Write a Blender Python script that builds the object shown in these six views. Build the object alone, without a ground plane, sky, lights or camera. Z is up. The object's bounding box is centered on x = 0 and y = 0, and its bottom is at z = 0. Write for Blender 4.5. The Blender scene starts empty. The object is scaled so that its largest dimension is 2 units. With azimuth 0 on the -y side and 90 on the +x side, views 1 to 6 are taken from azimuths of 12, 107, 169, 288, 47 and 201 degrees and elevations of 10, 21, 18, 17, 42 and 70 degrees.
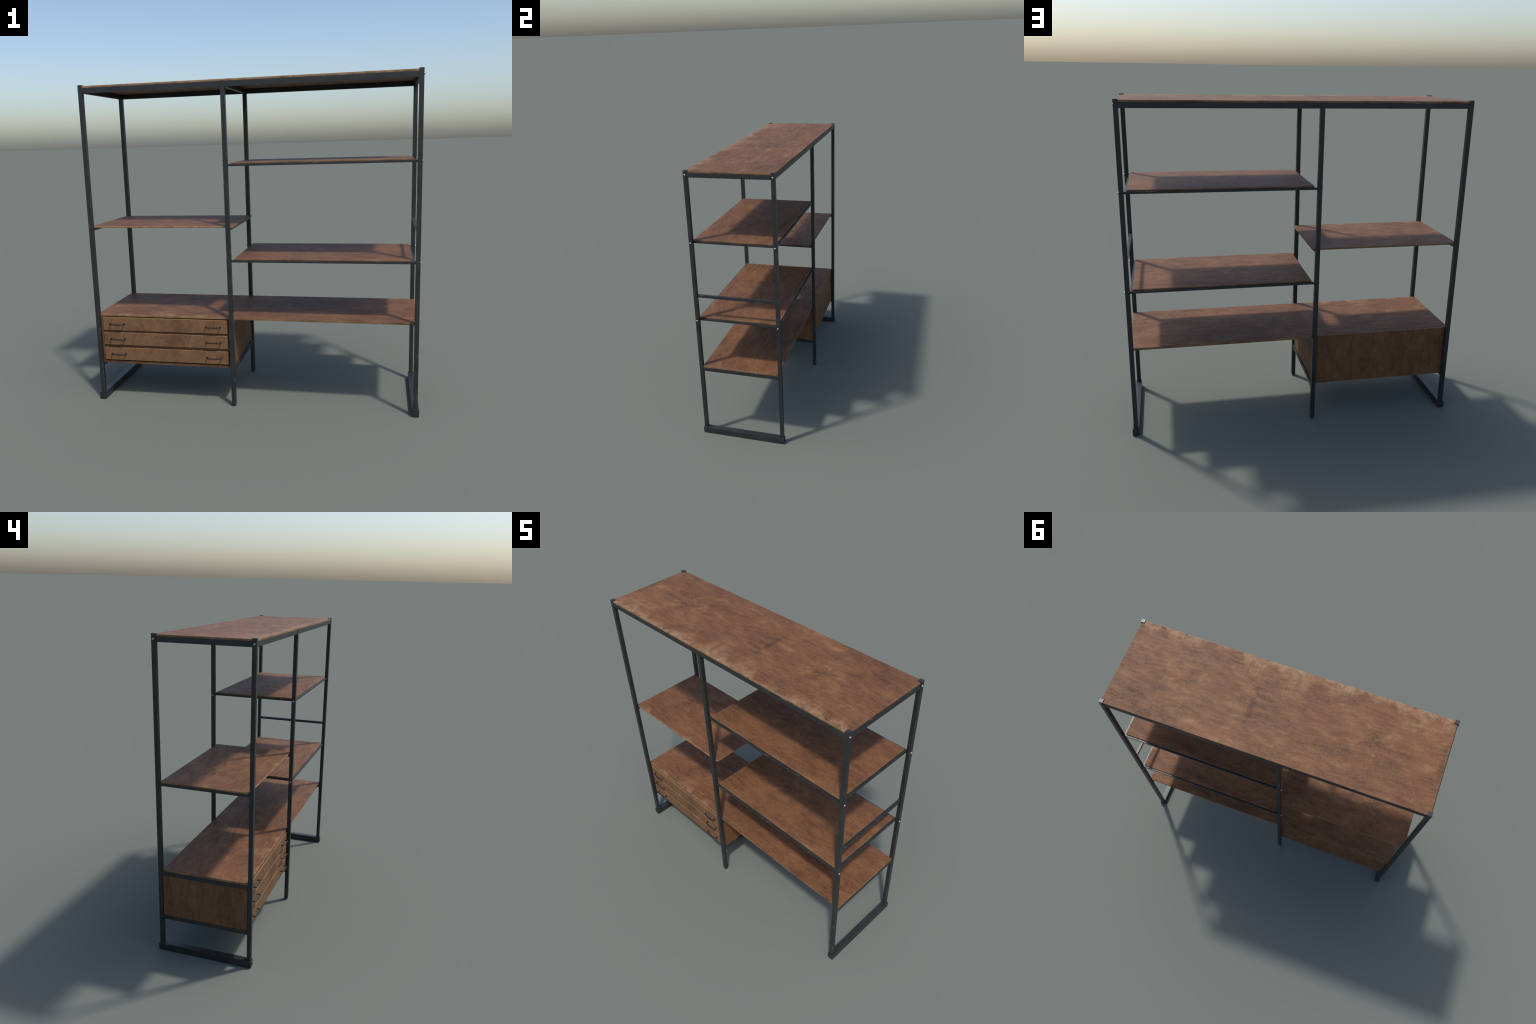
"""Industrial open shelving unit: dark steel tube frame, stained plywood-like
wooden boards, three-drawer cabinet with wire handles."""
import math
import random

import bmesh
import bpy
from mathutils import Vector

random.seed(7)

# ------------------------------------------------------------------ sizes (m)
POST_X = 0.97825          # centre of the outer posts
MID_X = -0.1100           # centre of the middle posts
POST_Y = 0.28825          # centre of all posts, front and back
POST_W = 0.0258           # square tube of the posts
HALF = POST_W / 2
TOP_Z = 1.9652            # outer posts stand proud of the top board
RAIL_TOP, RAIL_BOT = 1.9482, 1.9190
BOARD_Y = 0.2735          # boards that fit between the posts
DESK_TOP, DESK_BOT = 0.5605, 0.5465
SHELF_TOP, SHELF_BOT = 1.1208, 1.1108
FRAMED = (0.9060, 1.4722)  # lower faces of the two framed shelves


# ------------------------------------------------------------------ materials
class Nodes:
    """Small helper that writes node graphs as expressions."""

    def __init__(self, name):
        self.mat = bpy.data.materials.new(name)
        self.mat.use_nodes = True
        self.t = self.mat.node_tree
        self.bsdf = self.t.nodes["Principled BSDF"]

    def put(self, socket, value):
        if hasattr(value, "is_output"):
            self.t.links.new(value, socket)
        else:
            if isinstance(value, (tuple, list)) and len(value) == 3 and socket.type == "RGBA":
                value = (*value, 1.0)
            socket.default_value = value

    def coords(self):
        return self.t.nodes.new("ShaderNodeTexCoord").outputs["Object"]

    def split(self, v):
        n = self.t.nodes.new("ShaderNodeSeparateXYZ")
        self.put(n.inputs[0], v)
        return n.outputs

    def join(self, x, y, z):
        n = self.t.nodes.new("ShaderNodeCombineXYZ")
        for s, v in zip(n.inputs, (x, y, z)):
            self.put(s, v)
        return n.outputs[0]

    def math(self, op, a, b=0.0, clamp=False):
        n = self.t.nodes.new("ShaderNodeMath")
        n.operation, n.use_clamp = op, clamp
        self.put(n.inputs[0], a)
        self.put(n.inputs[1], b)
        return n.outputs[0]

    def scaled(self, v, scale, shift=(0, 0, 0)):
        n = self.t.nodes.new("ShaderNodeMapping")
        self.put(n.inputs["Vector"], v)
        n.inputs["Scale"].default_value = scale
        n.inputs["Location"].default_value = shift
        return n.outputs[0]

    def noise(self, v, scale, detail=4.0, rough=0.55, distortion=0.0):
        n = self.t.nodes.new("ShaderNodeTexNoise")
        self.put(n.inputs["Vector"], v)
        n.inputs["Scale"].default_value = scale
        n.inputs["Detail"].default_value = detail
        n.inputs["Roughness"].default_value = rough
        n.inputs["Distortion"].default_value = distortion
        return n.outputs["Fac"]

    def step(self, v, lo, hi, to=(0.0, 1.0)):
        n = self.t.nodes.new("ShaderNodeMapRange")
        n.interpolation_type = "SMOOTHSTEP"
        self.put(n.inputs["Value"], v)
        for key, val in zip(("From Min", "From Max", "To Min", "To Max"), (lo, hi, *to)):
            n.inputs[key].default_value = val
        return n.outputs["Result"]

    def ramp(self, v, *stops):
        n = self.t.nodes.new("ShaderNodeValToRGB")
        self.put(n.inputs[0], v)
        e = n.color_ramp.elements
        while len(e) < len(stops):
            e.new(0.5)
        for el, (pos, col) in zip(e, stops):
            el.position, el.color = pos, (*col, 1.0)
        return n.outputs[0]

    def mix(self, fac, a, b, mode="MIX"):
        n = self.t.nodes.new("ShaderNodeMix")
        n.data_type, n.blend_type = "RGBA", mode
        self.put(n.inputs["Factor"], fac)
        self.put(n.inputs["A"], a)
        self.put(n.inputs["B"], b)
        return n.outputs["Result"]

    def edges(self, radius):
        """0 on flat faces, rising towards 1 along convex and concave edges."""
        bevel = self.t.nodes.new("ShaderNodeBevel")
        bevel.samples = 6
        bevel.inputs["Radius"].default_value = radius
        geo = self.t.nodes.new("ShaderNodeNewGeometry")
        dot = self.t.nodes.new("ShaderNodeVectorMath")
        dot.operation = "DOT_PRODUCT"
        self.put(dot.inputs[0], bevel.outputs[0])
        self.put(dot.inputs[1], geo.outputs["True Normal"])
        return self.math("SUBTRACT", 1.0, dot.outputs["Value"], clamp=True)

    def bump(self, height, strength, distance):
        n = self.t.nodes.new("ShaderNodeBump")
        self.put(n.inputs["Height"], height)
        n.inputs["Strength"].default_value = strength
        n.inputs["Distance"].default_value = distance
        self.t.links.new(n.outputs[0], self.bsdf.inputs["Normal"])


def wood(name, seed, grain="x", knots=(), wear_front=None, wear_spots=(), wear_amount=0.9, cloudy=0.34, pored=1.0, drawn=4.6, tone="red", patches=(), arris_amount=0.6, arris_soft=0.20):
    """Stained veneer. grain: axis the streaks follow. knots: (x, y) centres of
    flame figures. wear_front: y of a rubbed-through front edge."""
    g = Nodes(name)
    p = g.coords()
    x, y, z = g.split(p)
    ps = g.scaled(p, (1, 1, 1), (seed * 3.17, seed * 1.71, seed * 0.53))
    stretch = {"x": (1.0, 4.8, 4.8), "z": (drawn, drawn, 1.0)}[grain]
    # swirl the sheet a little so that the figure wanders
    t = g.t.nodes.new("ShaderNodeTexNoise")
    g.put(t.inputs["Vector"], ps)
    t.inputs["Scale"].default_value, t.inputs["Detail"].default_value = 3.6, 2.5
    swirl = g.t.nodes.new("ShaderNodeVectorMath")
    swirl.operation = "MULTIPLY_ADD"
    g.put(swirl.inputs[0], t.outputs["Color"])
    swirl.inputs[1].default_value = (0.10, 0.09, 0.08) if grain == "x" else (0.05, 0.05, 0.08)
    g.put(swirl.inputs[2], ps)
    streaky = g.scaled(swirl.outputs[0], stretch)
    cloud = g.noise(g.scaled(ps, {"x": (0.75, 1.0, 1.0), "z": (1.0, 1.0, 0.75)}[grain]), 5.5, 3, 0.55, 0.5)
    flow = g.noise(streaky, 9.0, 8, 0.72, 0.25)
    fine = g.noise(streaky, 75.0, 4, 0.7, 0.1)
    mottle = g.noise(ps, 42.0, 5, 0.75, 0.1)

    def around(v, gain):
        return g.math("MULTIPLY", g.math("SUBTRACT", v, 0.5), gain)

    value = g.math("ADD", g.math("ADD", around(cloud, cloudy), around(flow, 0.50)), g.math("ADD", around(fine, 0.34), around(mottle, 0.26)))
    value = g.math("ADD", value, 0.5)

    # flame figure radiating from each knot, with a dark heart and a pale eye
    for kx, ky in knots:
        dx, dy = g.math("SUBTRACT", x, kx), g.math("SUBTRACT", y, ky)
        dyw = g.math("MULTIPLY", dy, 1.5)
        r = g.math("SQRT", g.math("ADD", g.math("MULTIPLY", dx, dx), g.math("MULTIPLY", dyw, dyw)))
        rr = g.math("ADD", r, 0.035)
        ray = g.noise(g.join(g.math("DIVIDE", dx, rr), g.math("DIVIDE", dyw, rr), g.math("MULTIPLY", r, 3.5)), 2.6, 4, 0.55, 0.4)
        ray = g.math("ADD", g.math("ADD", around(ray, 0.80), 0.5), g.math("ADD", around(fine, 0.34), around(mottle, 0.26)))
        near = g.step(r, 0.06, 0.40, (0.66, 0.0))
        mixed = g.math("ADD", g.math("MULTIPLY", value, g.math("SUBTRACT", 1.0, near)), g.math("MULTIPLY", ray, near))
        heart = g.step(r, 0.0, 0.10, (0.08, 0.0))
        ex, ey = g.math("SUBTRACT", dx, 0.077), g.math("MULTIPLY", g.math("SUBTRACT", dy, 0.052), 1.3)
        er = g.math("SQRT", g.math("ADD", g.math("MULTIPLY", ex, ex), g.math("MULTIPLY", ey, ey)))
        eye = g.step(er, 0.0, 0.055, (0.13, 0.0))
        value = g.math("ADD", g.math("SUBTRACT", mixed, heart), eye)

    # pale and dark patches at given places: (x, y, radius along, across, amount)
    for px, py, rx, ry, amount in patches:
        ax = g.math("DIVIDE", g.math("SUBTRACT", x, px), rx)
        ay = g.math("DIVIDE", g.math("SUBTRACT", y, py), ry)
        d = g.math("SQRT", g.math("ADD", g.math("MULTIPLY", ax, ax), g.math("MULTIPLY", ay, ay)))
        d = g.math("ADD", d, g.math("MULTIPLY", g.math("SUBTRACT", flow, 0.5), 2.6))
        value = g.math("ADD", value, g.step(d, 0.1, 1.15, (amount, 0.0)))

    dark, mid, warm, pale = {
        "red": ((0.073, 0.033, 0.0180), (0.128, 0.058, 0.0275), (0.166, 0.076, 0.0345), (0.248, 0.137, 0.065)),
        "oak": ((0.105, 0.053, 0.029), (0.164, 0.086, 0.043), (0.192, 0.103, 0.050), (0.240, 0.136, 0.068)),
        "brown": ((0.076, 0.034, 0.0175), (0.132, 0.061, 0.0275), (0.168, 0.081, 0.034), (0.210, 0.112, 0.048)),
    }[tone]
    colour = g.ramp(value, (0.36, dark), (0.47, mid), (0.56, warm), (0.70, pale))

    # sawn edges of a board are yellower than its faces
    if grain == "x":
        nx, ny, nz = g.split(g.t.nodes.new("ShaderNodeNewGeometry").outputs["True Normal"])
        edge = g.step(g.math("ABSOLUTE", nz), 0.75, 0.35)
        sawn = g.ramp(g.math("ADD", value, around(g.noise(ps, 9.0, 3, 0.5), 0.5)), (0.36, (0.105, 0.056, 0.028)), (0.50, (0.190, 0.108, 0.054)), (0.66, (0.275, 0.165, 0.085)))
        colour = g.mix(g.math("MULTIPLY", edge, 0.85), colour, sawn)

    # short dark pores along the grain, and a few pale scuffs
    pore_v = g.scaled(ps, {"x": (48.0, 190.0, 190.0), "z": (190.0, 190.0, 48.0)}[grain])
    pores = g.step(g.noise(pore_v, 1.0, 2, 0.5), 0.60, 0.72)
    thick = g.step(cloud, 0.35, 0.62, (0.75, 0.25))
    colour = g.mix(g.math("MULTIPLY", pores, g.math("MULTIPLY", thick, pored)), colour, tuple(c * 0.5 for c in dark))
    scuff = g.step(g.noise(g.scaled(ps, (1.0, 1.5, 1.2)), 17.0, 3, 0.55), 0.735, 0.80)
    colour = g.mix(g.math("MULTIPLY", scuff, 0.28), colour, (0.30, 0.24, 0.21))

    # rubbed front edge: strokes running inwards from the edge
    if wear_front is not None:
        d = g.math("SUBTRACT", y, wear_front)
        depth = 0.008
        for wx, half, deep in wear_spots:
            u = g.math("DIVIDE", g.math("SUBTRACT", x, wx), half)
            dome = g.math("SUBTRACT", 1.0, g.math("MULTIPLY", u, u), clamp=True)
            depth = g.math("MAXIMUM", depth, g.math("MULTIPLY", dome, deep * 1.05))
        stroke = g.noise(g.scaled(ps, (150.0, 7.0, 1.0)), 1.0, 4, 0.7)
        depth = g.math("MULTIPLY", depth, g.math("ADD", 1.0, around(stroke, 2.2)))
        rub = g.math("SUBTRACT", 1.0, g.math("DIVIDE", d, g.math("MAXIMUM", depth, 0.004)), clamp=True)
        rub = g.math("MULTIPLY", g.math("POWER", rub, 1.1), g.step(g.noise(ps, 19.0, 6, 0.72), 0.30, 0.68))
        colour = g.mix(g.math("MULTIPLY", rub, wear_amount), colour, (0.330, 0.200, 0.108))

    # paler, worn arrises
    rubbed = g.step(g.noise(ps, 9.0, 4, 0.6), 0.34, 0.62, (0.35, 1.0))
    arris = g.step(g.edges(0.006), 0.008, arris_soft)
    colour = g.mix(g.math("MULTIPLY", g.math("MULTIPLY", arris, rubbed), arris_amount), colour, (0.30, 0.180, 0.096))
    g.put(g.bsdf.inputs["Base Color"], colour)
    g.put(g.bsdf.inputs["Roughness"], g.step(flow, 0.3, 0.7, (0.64, 0.54)))
    g.bsdf.inputs["Specular IOR Level"].default_value = 0.22
    g.bump(g.math("ADD", fine, g.math("MULTIPLY", pores, -0.8)), 0.12, 0.0008)
    return g.mat


def steel():
    g = Nodes("blackened_steel")
    p = g.coords()
    smudge = g.noise(p, 11.0, 5, 0.6)
    brushed = g.noise(g.scaled(p, (70, 70, 9)), 1.0, 4, 0.6)
    colour = g.ramp(smudge, (0.30, (0.016, 0.0172, 0.018)), (0.50, (0.0215, 0.0226, 0.0235)), (0.72, (0.028, 0.0288, 0.0295)))
    arris = g.step(g.edges(0.004), 0.006, 0.07)
    chip = g.step(g.noise(p, 19.0, 4, 0.62), 0.59, 0.67)
    colour = g.mix(g.math("MULTIPLY", g.math("MULTIPLY", arris, chip), 0.9), colour, (0.34, 0.34, 0.35))
    g.put(g.bsdf.inputs["Base Color"], colour)
    g.bsdf.inputs["Metallic"].default_value = 0.0
    g.put(g.bsdf.inputs["Roughness"], g.step(brushed, 0.3, 0.7, (0.35, 0.43)))
    g.bsdf.inputs["Specular IOR Level"].default_value = 0.42
    g.bump(smudge, 0.06, 0.002)
    return g.mat


def plain_metal(name, colour, metallic, rough):
    g = Nodes(name)
    n = g.noise(g.coords(), 60.0, 3, 0.5)
    g.put(g.bsdf.inputs["Base Color"], g.mix(n, tuple(c * 0.8 for c in colour), colour))
    g.bsdf.inputs["Metallic"].default_value = metallic
    g.bsdf.inputs["Roughness"].default_value = rough
    return g.mat


STEEL = steel()
ZINC = plain_metal("zinc_bolt", (0.46, 0.47, 0.49), 1.0, 0.34)
HANDLE_STEEL = plain_metal("dark_wire", (0.020, 0.021, 0.024), 0.4, 0.38)
WOOD_TOP = wood("stained_wood_top", 1.0, "x", knots=((0.570, -0.002), (-0.5525, 0.004)), wear_front=-0.297, wear_spots=((0.91, 0.07, 0.09), (0.69, 0.15, 0.11), (0.43, 0.07, 0.03), (0.215, 0.12, 0.13), (-0.03, 0.15, 0.17), (-0.30, 0.14, 0.10), (-0.53, 0.09, 0.07), (-0.76, 0.16, 0.15), (-0.93, 0.08, 0.10)),
                patches=((0.237, 0.051, 0.09, 0.035, 0.13), (-0.886, 0.045, 0.09, 0.035, 0.13), (0.453, 0.230, 0.08, 0.035, 0.10),
                         (-0.665, 0.219, 0.08, 0.035, 0.10), (0.574, 0.203, 0.05, 0.03, 0.10), (0.155, 0.00, 0.022, 0.17, -0.09),
                         (-0.965, 0.00, 0.022, 0.17, -0.08), (0.359, -0.232, 0.05, 0.03, -0.08), (-0.75, -0.215, 0.05, 0.03, -0.08)))
WOOD_SHELF = wood("stained_wood_shelf", 2.0, "x", knots=((-0.70, 0.05),), wear_front=-0.2735, wear_spots=((-0.88, 0.05, 0.05), (-0.42, 0.10, 0.04)),
                  patches=((-0.35, -0.05, 0.09, 0.04, 0.10), (-0.50, -0.20, 0.12, 0.05, 0.09)))
WOOD_FRAMED = wood("stained_wood_framed_shelf", 3.0, "x", knots=((0.32, 0.02),))
WOOD_DESK = wood("stained_wood_desk", 4.4, "x", knots=((0.10, 0.03),))
WOOD_CABINET_TOP = wood("stained_wood_cabinet_top", 5.3, "x", knots=((-0.62, 0.02),), wear_front=-0.2720, wear_spots=((-0.55, 0.09, 0.16), (-0.31, 0.05, 0.09), (-0.80, 0.06, 0.04)), wear_amount=0.6)
WOOD_PANEL = wood("stained_wood_panel", 6.1, "z", tone="brown", cloudy=0.30, pored=0.5)
WOOD_DRAWER = wood("stained_wood_drawer", 7.7, "z", tone="oak", cloudy=0.42, pored=0.2, drawn=1.7, arris_amount=0.95, arris_soft=0.05)


# ------------------------------------------------------------------- geometry
def mesh_object(name, bm, material, parent, smooth_angle=35.0):
    me = bpy.data.meshes.new(name)
    bmesh.ops.recalc_face_normals(bm, faces=bm.faces)
    bm.to_mesh(me)
    bm.free()
    me.materials.append(material)
    for poly in me.polygons:
        poly.use_smooth = True
    me.set_sharp_from_angle(angle=math.radians(smooth_angle))
    ob = bpy.data.objects.new(name, me)
    bpy.context.scene.collection.objects.link(ob)
    ob.parent = parent
    wn = ob.modifiers.new("even_faces", "WEIGHTED_NORMAL")
    wn.keep_sharp = True
    return ob


def add_box(bm, x, y, z, bevel=0.0015, segments=2):
    """Chamfered box from (lo, hi) spans on each axis, added to bm."""
    part = bmesh.new()
    bmesh.ops.create_cube(part, size=1.0)
    for v in part.verts:
        v.co = Vector([lo + (c + 0.5) * (hi - lo) for c, (lo, hi) in zip(v.co, (x, y, z))])
    if bevel:
        bmesh.ops.bevel(part, geom=list(part.edges), offset=bevel, segments=segments, profile=0.5, affect="EDGES", clamp_overlap=True)
    tmp = bpy.data.meshes.new("tmp")
    part.to_mesh(tmp)
    part.free()
    bm.from_mesh(tmp)
    bpy.data.meshes.remove(tmp)


def box(name, x, y, z, material, parent, bevel=0.0015, segments=2):
    bm = bmesh.new()
    add_box(bm, x, y, z, bevel, segments)
    return mesh_object(name, bm, material, parent)


def board(name, x, y, z, material, parent, bevel=0.002, corner=0.004, notch=None):
    """Board with softened vertical corners; notch=(dx, dy) cuts its corners out."""
    bm = bmesh.new()
    (x0, x1), (y0, y1) = x, y
    if notch:
        dx, dy = notch
        pts = [(x0 + dx, y0), (x1 - dx, y0), (x1 - dx, y0 + dy), (x1, y0 + dy), (x1, y1 - dy), (x1 - dx, y1 - dy),
               (x1 - dx, y1), (x0 + dx, y1), (x0 + dx, y1 - dy), (x0, y1 - dy), (x0, y0 + dy), (x0 + dx, y0 + dy)]
    else:
        pts = []
        for cx, cy, a0 in ((x0 + corner, y0 + corner, 180), (x1 - corner, y0 + corner, 270), (x1 - corner, y1 - corner, 0), (x0 + corner, y1 - corner, 90)):
            for k in range(5):
                a = math.radians(a0 + 90 * k / 4)
                pts.append((cx + corner * math.cos(a), cy + corner * math.sin(a)))
    ring = [bm.verts.new((px, py, z[0])) for px, py in pts]
    base = bm.faces.new(ring)
    up = bmesh.ops.extrude_face_region(bm, geom=[base])
    bmesh.ops.translate(bm, vec=(0, 0, z[1] - z[0]), verts=[v for v in up["geom"] if isinstance(v, bmesh.types.BMVert)])
    rims = [e for e in bm.edges if abs(e.verts[0].co.z - e.verts[1].co.z) < 1e-6]
    bmesh.ops.bevel(bm, geom=rims, offset=bevel, segments=2, profile=0.5, affect="EDGES", clamp_overlap=True)
    return mesh_object(name, bm, material, parent)


def repeat(source, name, shift):
    ob = source.copy()
    ob.name = name
    ob.location = Vector(source.location) + Vector(shift)
    bpy.context.scene.collection.objects.link(ob)
    return ob


def dome_bolt(name, parent):
    """Round-headed bolt, axis +x, flat side at x = 0."""
    bm = bmesh.new()
    profile = [(0.0066, 0.0000), (0.0068, 0.0010), (0.0062, 0.0028), (0.0048, 0.0045), (0.0027, 0.0056), (0.0, 0.0060)]
    n, rings = 20, []
    for r, h in profile[:-1]:
        rings.append([bm.verts.new((h, r * math.cos(math.tau * k / n), r * math.sin(math.tau * k / n))) for k in range(n)])
    tip = bm.verts.new((profile[-1][1], 0, 0))
    for a, b in zip(rings, rings[1:]):
        for k in range(n):
            bm.faces.new((a[k], a[(k + 1) % n], b[(k + 1) % n], b[k]))
    for k in range(n):
        bm.faces.new((rings[-1][k], rings[-1][(k + 1) % n], tip))
    bm.faces.new(rings[0])
    return mesh_object(name, bm, ZINC, parent, 60)


def wire_handle(name, parent, half=0.0458, reach=0.0228, bend=0.012, radius=0.0038):
    """Bent round bar standing out along -y from y = 0, with a small dark disc at each end."""
    path = [(-half, 0.003), (-half, -reach + bend)]
    for k in range(1, 7):
        a = math.radians(180 + 90 * k / 6)
        path.append((-half + bend + bend * math.cos(a), -reach + bend + bend * math.sin(a)))
    path += [(-px, py) for px, py in reversed(path)]
    bm, n, rings = bmesh.new(), 12, []
    for i, (px, py) in enumerate(path):
        q, s = path[max(i - 1, 0)], path[min(i + 1, len(path) - 1)]
        d = Vector((s[0] - q[0], s[1] - q[1], 0)).normalized()
        side = Vector((-d.y, d.x, 0))
        rings.append([bm.verts.new(Vector((px, py, 0)) + radius * (math.cos(math.tau * k / n) * side + math.sin(math.tau * k / n) * Vector((0, 0, 1)))) for k in range(n)])
    for a, b in zip(rings, rings[1:]):
        for k in range(n):
            bm.faces.new((a[k], a[(k + 1) % n], b[(k + 1) % n], b[k]))
    bm.faces.new(rings[0])
    bm.faces.new(rings[-1])
    for sx in (-half, half):
        end_disc = [[bm.verts.new((sx + r * math.cos(math.tau * k / n), yy, r * math.sin(math.tau * k / n))) for k in range(n)] for r, yy in ((0.0058, 0.001), (0.0058, -0.0012), (0.0044, -0.0024))]
        for a, b in zip(end_disc, end_disc[1:]):
            for k in range(n):
                bm.faces.new((a[k], a[(k + 1) % n], b[(k + 1) % n], b[k]))
        bm.faces.new(end_disc[0])
        bm.faces.new(end_disc[-1])
    return mesh_object(name, bm, HANDLE_STEEL, parent, 50)


# ------------------------------------------------------------------- assembly
unit = bpy.data.objects.new("shelving_unit", None)
bpy.context.scene.collection.objects.link(unit)
unit["label"] = "industrial open shelving unit with black steel frame, brown wooden shelves and three drawers"
unit["category"] = "shelving unit"


def sides():
    return ((sx, sy) for sx in (-1, 1) for sy in (-1, 1))


# posts: four tall outer ones standing in floor bars, two middle ones with their own rounded feet
for sx, sy in sides():
    cx, cy = sx * POST_X, sy * POST_Y
    box("post", (cx - HALF, cx + HALF), (cy - HALF, cy + HALF), (0.040, TOP_Z), STEEL, unit, 0.0017)
for sy in (-1, 1):
    cy = sy * POST_Y
    bm = bmesh.new()
    add_box(bm, (MID_X - HALF, MID_X + HALF), (cy - HALF, cy + HALF), (0.0075, 1.9510), 0.0017)
    add_box(bm, (MID_X - HALF + 0.0006, MID_X + HALF - 0.0006), (cy - HALF + 0.0006, cy + HALF - 0.0006), (0.0, 0.030), 0.0080, 3)
    mesh_object("post", bm, STEEL, unit)

for sx in (-1, 1):
    box("floor_bar", tuple(sorted((sx * 0.9605, sx * 1.0))), (-0.3062, 0.3062), (0.0, 0.0455), STEEL, unit, 0.0022)

# rails round the top, inset 2-3 mm from the post faces
IN, PY = 0.0026, POST_Y + HALF
for sy in (-1, 1):
    span_y = tuple(sorted((sy * (PY - IN), sy * (PY - POST_W + IN))))
    for x0, x1 in ((-POST_X + HALF, MID_X - HALF), (MID_X + HALF, POST_X - HALF)):
        box("top_rail", (x0 - 0.002, x1 + 0.002), span_y, (RAIL_BOT, RAIL_TOP), STEEL, unit)
INNER_Y = POST_Y - HALF + 0.002
for cx in (-POST_X, POST_X):
    box("top_rail", (cx - HALF + IN, cx + HALF - IN), (-INNER_Y, INNER_Y), (RAIL_BOT, RAIL_TOP), STEEL, unit)
box("top_rail", (MID_X - HALF + IN, MID_X + HALF - 0.0006), (-INNER_Y, INNER_Y), (RAIL_BOT + 0.0004, RAIL_TOP - 0.001), STEEL, unit)

# cross bars from front to back
def cross_bar(cx, width, z0, z1):
    box("cross_bar", (cx - width / 2, cx + width / 2), (-INNER_Y, INNER_Y), (z0, z1), STEEL, unit)


for cx in (-POST_X, POST_X, MID_X):
    cross_bar(cx, POST_W - 2 * IN + (0.002 if cx == MID_X else 0), 0.5188, DESK_BOT - 0.0004)      # under the desk boards
for cx in (-POST_X, MID_X):
    cross_bar(cx, POST_W - 2 * IN + 0.001, 0.2195, 0.2445)                                     # under the cabinet
    cross_bar(cx, POST_W - 2 * IN + 0.001, 1.0945, SHELF_BOT - 0.0004)                       # under the left shelf
cross_bar(0.9752, 0.0172, 1.0880, 1.1072)                                                      # open guard rail on the right

# boards
board("top_board", (-0.9838, 0.9838), (-0.2972, 0.2972), (RAIL_TOP, 1.9602), WOOD_TOP, unit, 0.002, notch=(0.0193, 0.0225))
board("shelf_board", (-0.9890, -0.0828), (-BOARD_Y, BOARD_Y), (SHELF_BOT, SHELF_TOP), WOOD_SHELF, unit, 0.002, corner=0.009)
board("desk_board", (MID_X + 0.0002, 0.9890), (-BOARD_Y, BOARD_Y), (DESK_BOT, DESK_TOP), WOOD_DESK, unit, 0.0016, corner=0.003)

# two shelves lying in steel frames bolted between the middle and right posts
fx0, fx1, fy, tube, high = MID_X + HALF - 0.001, POST_X - HALF + 0.001, 0.2928, 0.0175, 0.0124
for n, z in enumerate(FRAMED):
    bm = bmesh.new()
    for sy in (-1, 1):
        add_box(bm, (fx0, fx1), tuple(sorted((sy * fy, sy * (fy - tube)))), (z, z + high), 0.0015)
    for a in (-0.0840, fx1 - 0.0012 - tube):
        add_box(bm, (a, a + tube), (-fy + tube - 0.001, fy - tube + 0.001), (z + 0.0002, z + high - 0.0002), 0.0015)
    mesh_object("shelf_frame", bm, STEEL, unit)
lower = board("shelf_board", (-0.0815, 0.9512), (-0.2806, 0.2806), (FRAMED[0] + high, FRAMED[0] + high + 0.0090), WOOD_FRAMED, unit, 0.0018, corner=0.003)
repeat(lower, "shelf_board", (0, 0, FRAMED[1] - FRAMED[0]))

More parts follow.
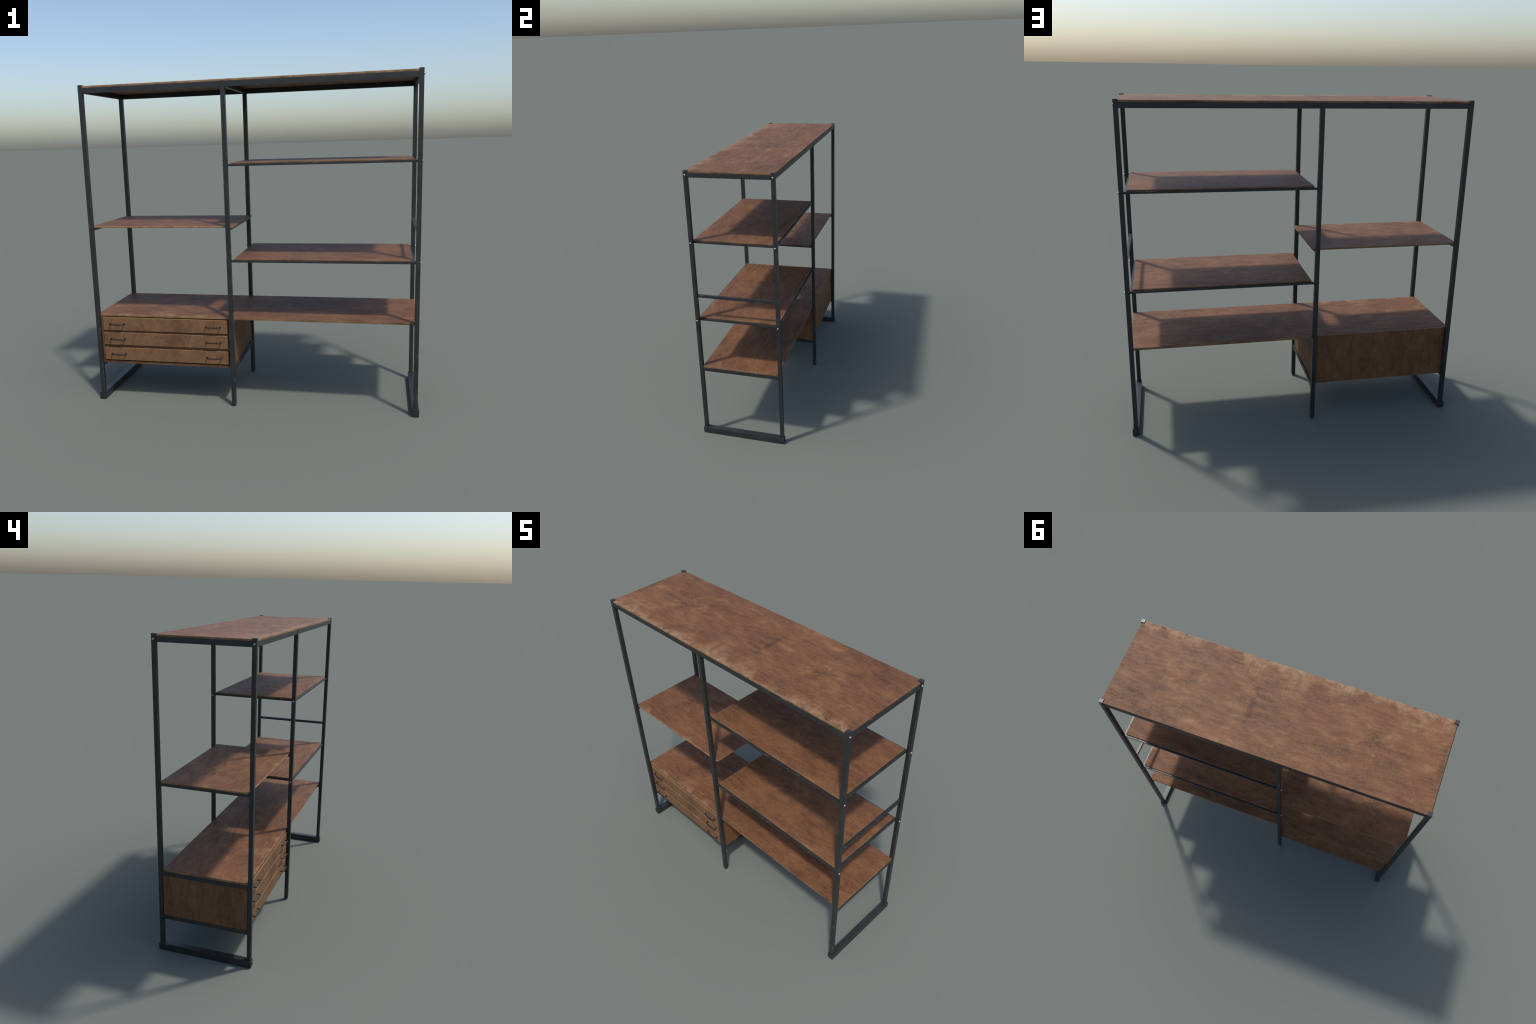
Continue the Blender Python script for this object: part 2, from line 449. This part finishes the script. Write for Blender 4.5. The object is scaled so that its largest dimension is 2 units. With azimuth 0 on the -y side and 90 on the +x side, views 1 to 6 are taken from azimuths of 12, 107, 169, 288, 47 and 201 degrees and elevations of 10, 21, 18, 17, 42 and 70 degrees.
# bolts: heads on the outer faces of the outer posts and on the left faces of the middle posts
first = None
for face, sx, z in [(-POST_X - HALF, -1, 1.9344), (POST_X + HALF, 1, 1.9344), (POST_X + HALF, 1, 1.4792), (POST_X + HALF, 1, 0.9128), (MID_X - HALF, -1, 1.4792), (MID_X - HALF, -1, 0.9128)]:
    for sy in (-1, 1):
        if first is None:
            first = dome_bolt("bolt", unit)
            ob = first
        else:
            ob = first.copy()
            ob.name = "bolt"
            bpy.context.scene.collection.objects.link(ob)
        ob.location = (face, sy * POST_Y, z)
        ob.rotation_euler = (random.uniform(0, 6), 0, 0 if sx > 0 else math.pi)

# cabinet: side panels, bottom and divider strips; back and top are parts of their own
CX0, CX1, CZ0 = -0.9852, -0.1095, 0.2368
CF = 0.2722
IN_L, IN_R = -0.9572, -0.1340
bm = bmesh.new()
add_box(bm, (CX0, IN_L), (-CF, CF - 0.012), (CZ0, DESK_BOT - 0.0006), 0.0012)
add_box(bm, (IN_R, CX1), (-CF, CF - 0.012), (CZ0, DESK_BOT - 0.0006), 0.0012)
add_box(bm, (IN_L - 0.0005, IN_R + 0.0005), (-CF + 0.0006, CF - 0.012), (CZ0 + 0.0003, 0.2510), 0.0012)
for z in (0.449, 0.3514):
    add_box(bm, (IN_L - 0.0005, IN_R + 0.0005), (-CF + 0.0095, -0.20), (z - 0.010, z + 0.010), 0)
cabinet = mesh_object("cabinet", bm, WOOD_PANEL, unit)
box("back_panel", (CX0 + 0.001, CX1 - 0.001), (CF - 0.012, CF + 0.0012), (CZ0 + 0.0006, DESK_TOP - 0.0004), WOOD_PANEL, cabinet, 0.001)
board("cabinet_top", (-0.9890, MID_X - 0.0002), (-BOARD_Y + 0.0015, CF - 0.0125), (DESK_BOT, DESK_TOP), WOOD_CABINET_TOP, cabinet, 0.0016, corner=0.003)

# drawers with two wire handles each
DX0, DX1, FRONT = -0.9540, -0.1373, -0.2798
handle = None
for z0, z1 in ((0.4555, 0.5420), (0.3600, 0.4425), (0.2594, 0.3428)):
    bm = bmesh.new()
    add_box(bm, (DX0, DX1), (FRONT, FRONT + 0.0095), (z0, z1), 0.0028)
    add_box(bm, (DX0 + 0.012, DX1 - 0.012), (FRONT + 0.009, 0.20), (z0 + 0.012, z1 - 0.012), 0.001)
    drawer = mesh_object("drawer", bm, WOOD_DRAWER, unit)
    for cx in (-0.8580, -0.2298):
        if handle is None:
            handle = wire_handle("handle", drawer)
            ob = handle
        else:
            ob = handle.copy()
            ob.name = "handle"
            bpy.context.scene.collection.objects.link(ob)
            ob.parent = drawer
        ob.location = (cx, FRONT, (z0 + z1) / 2)
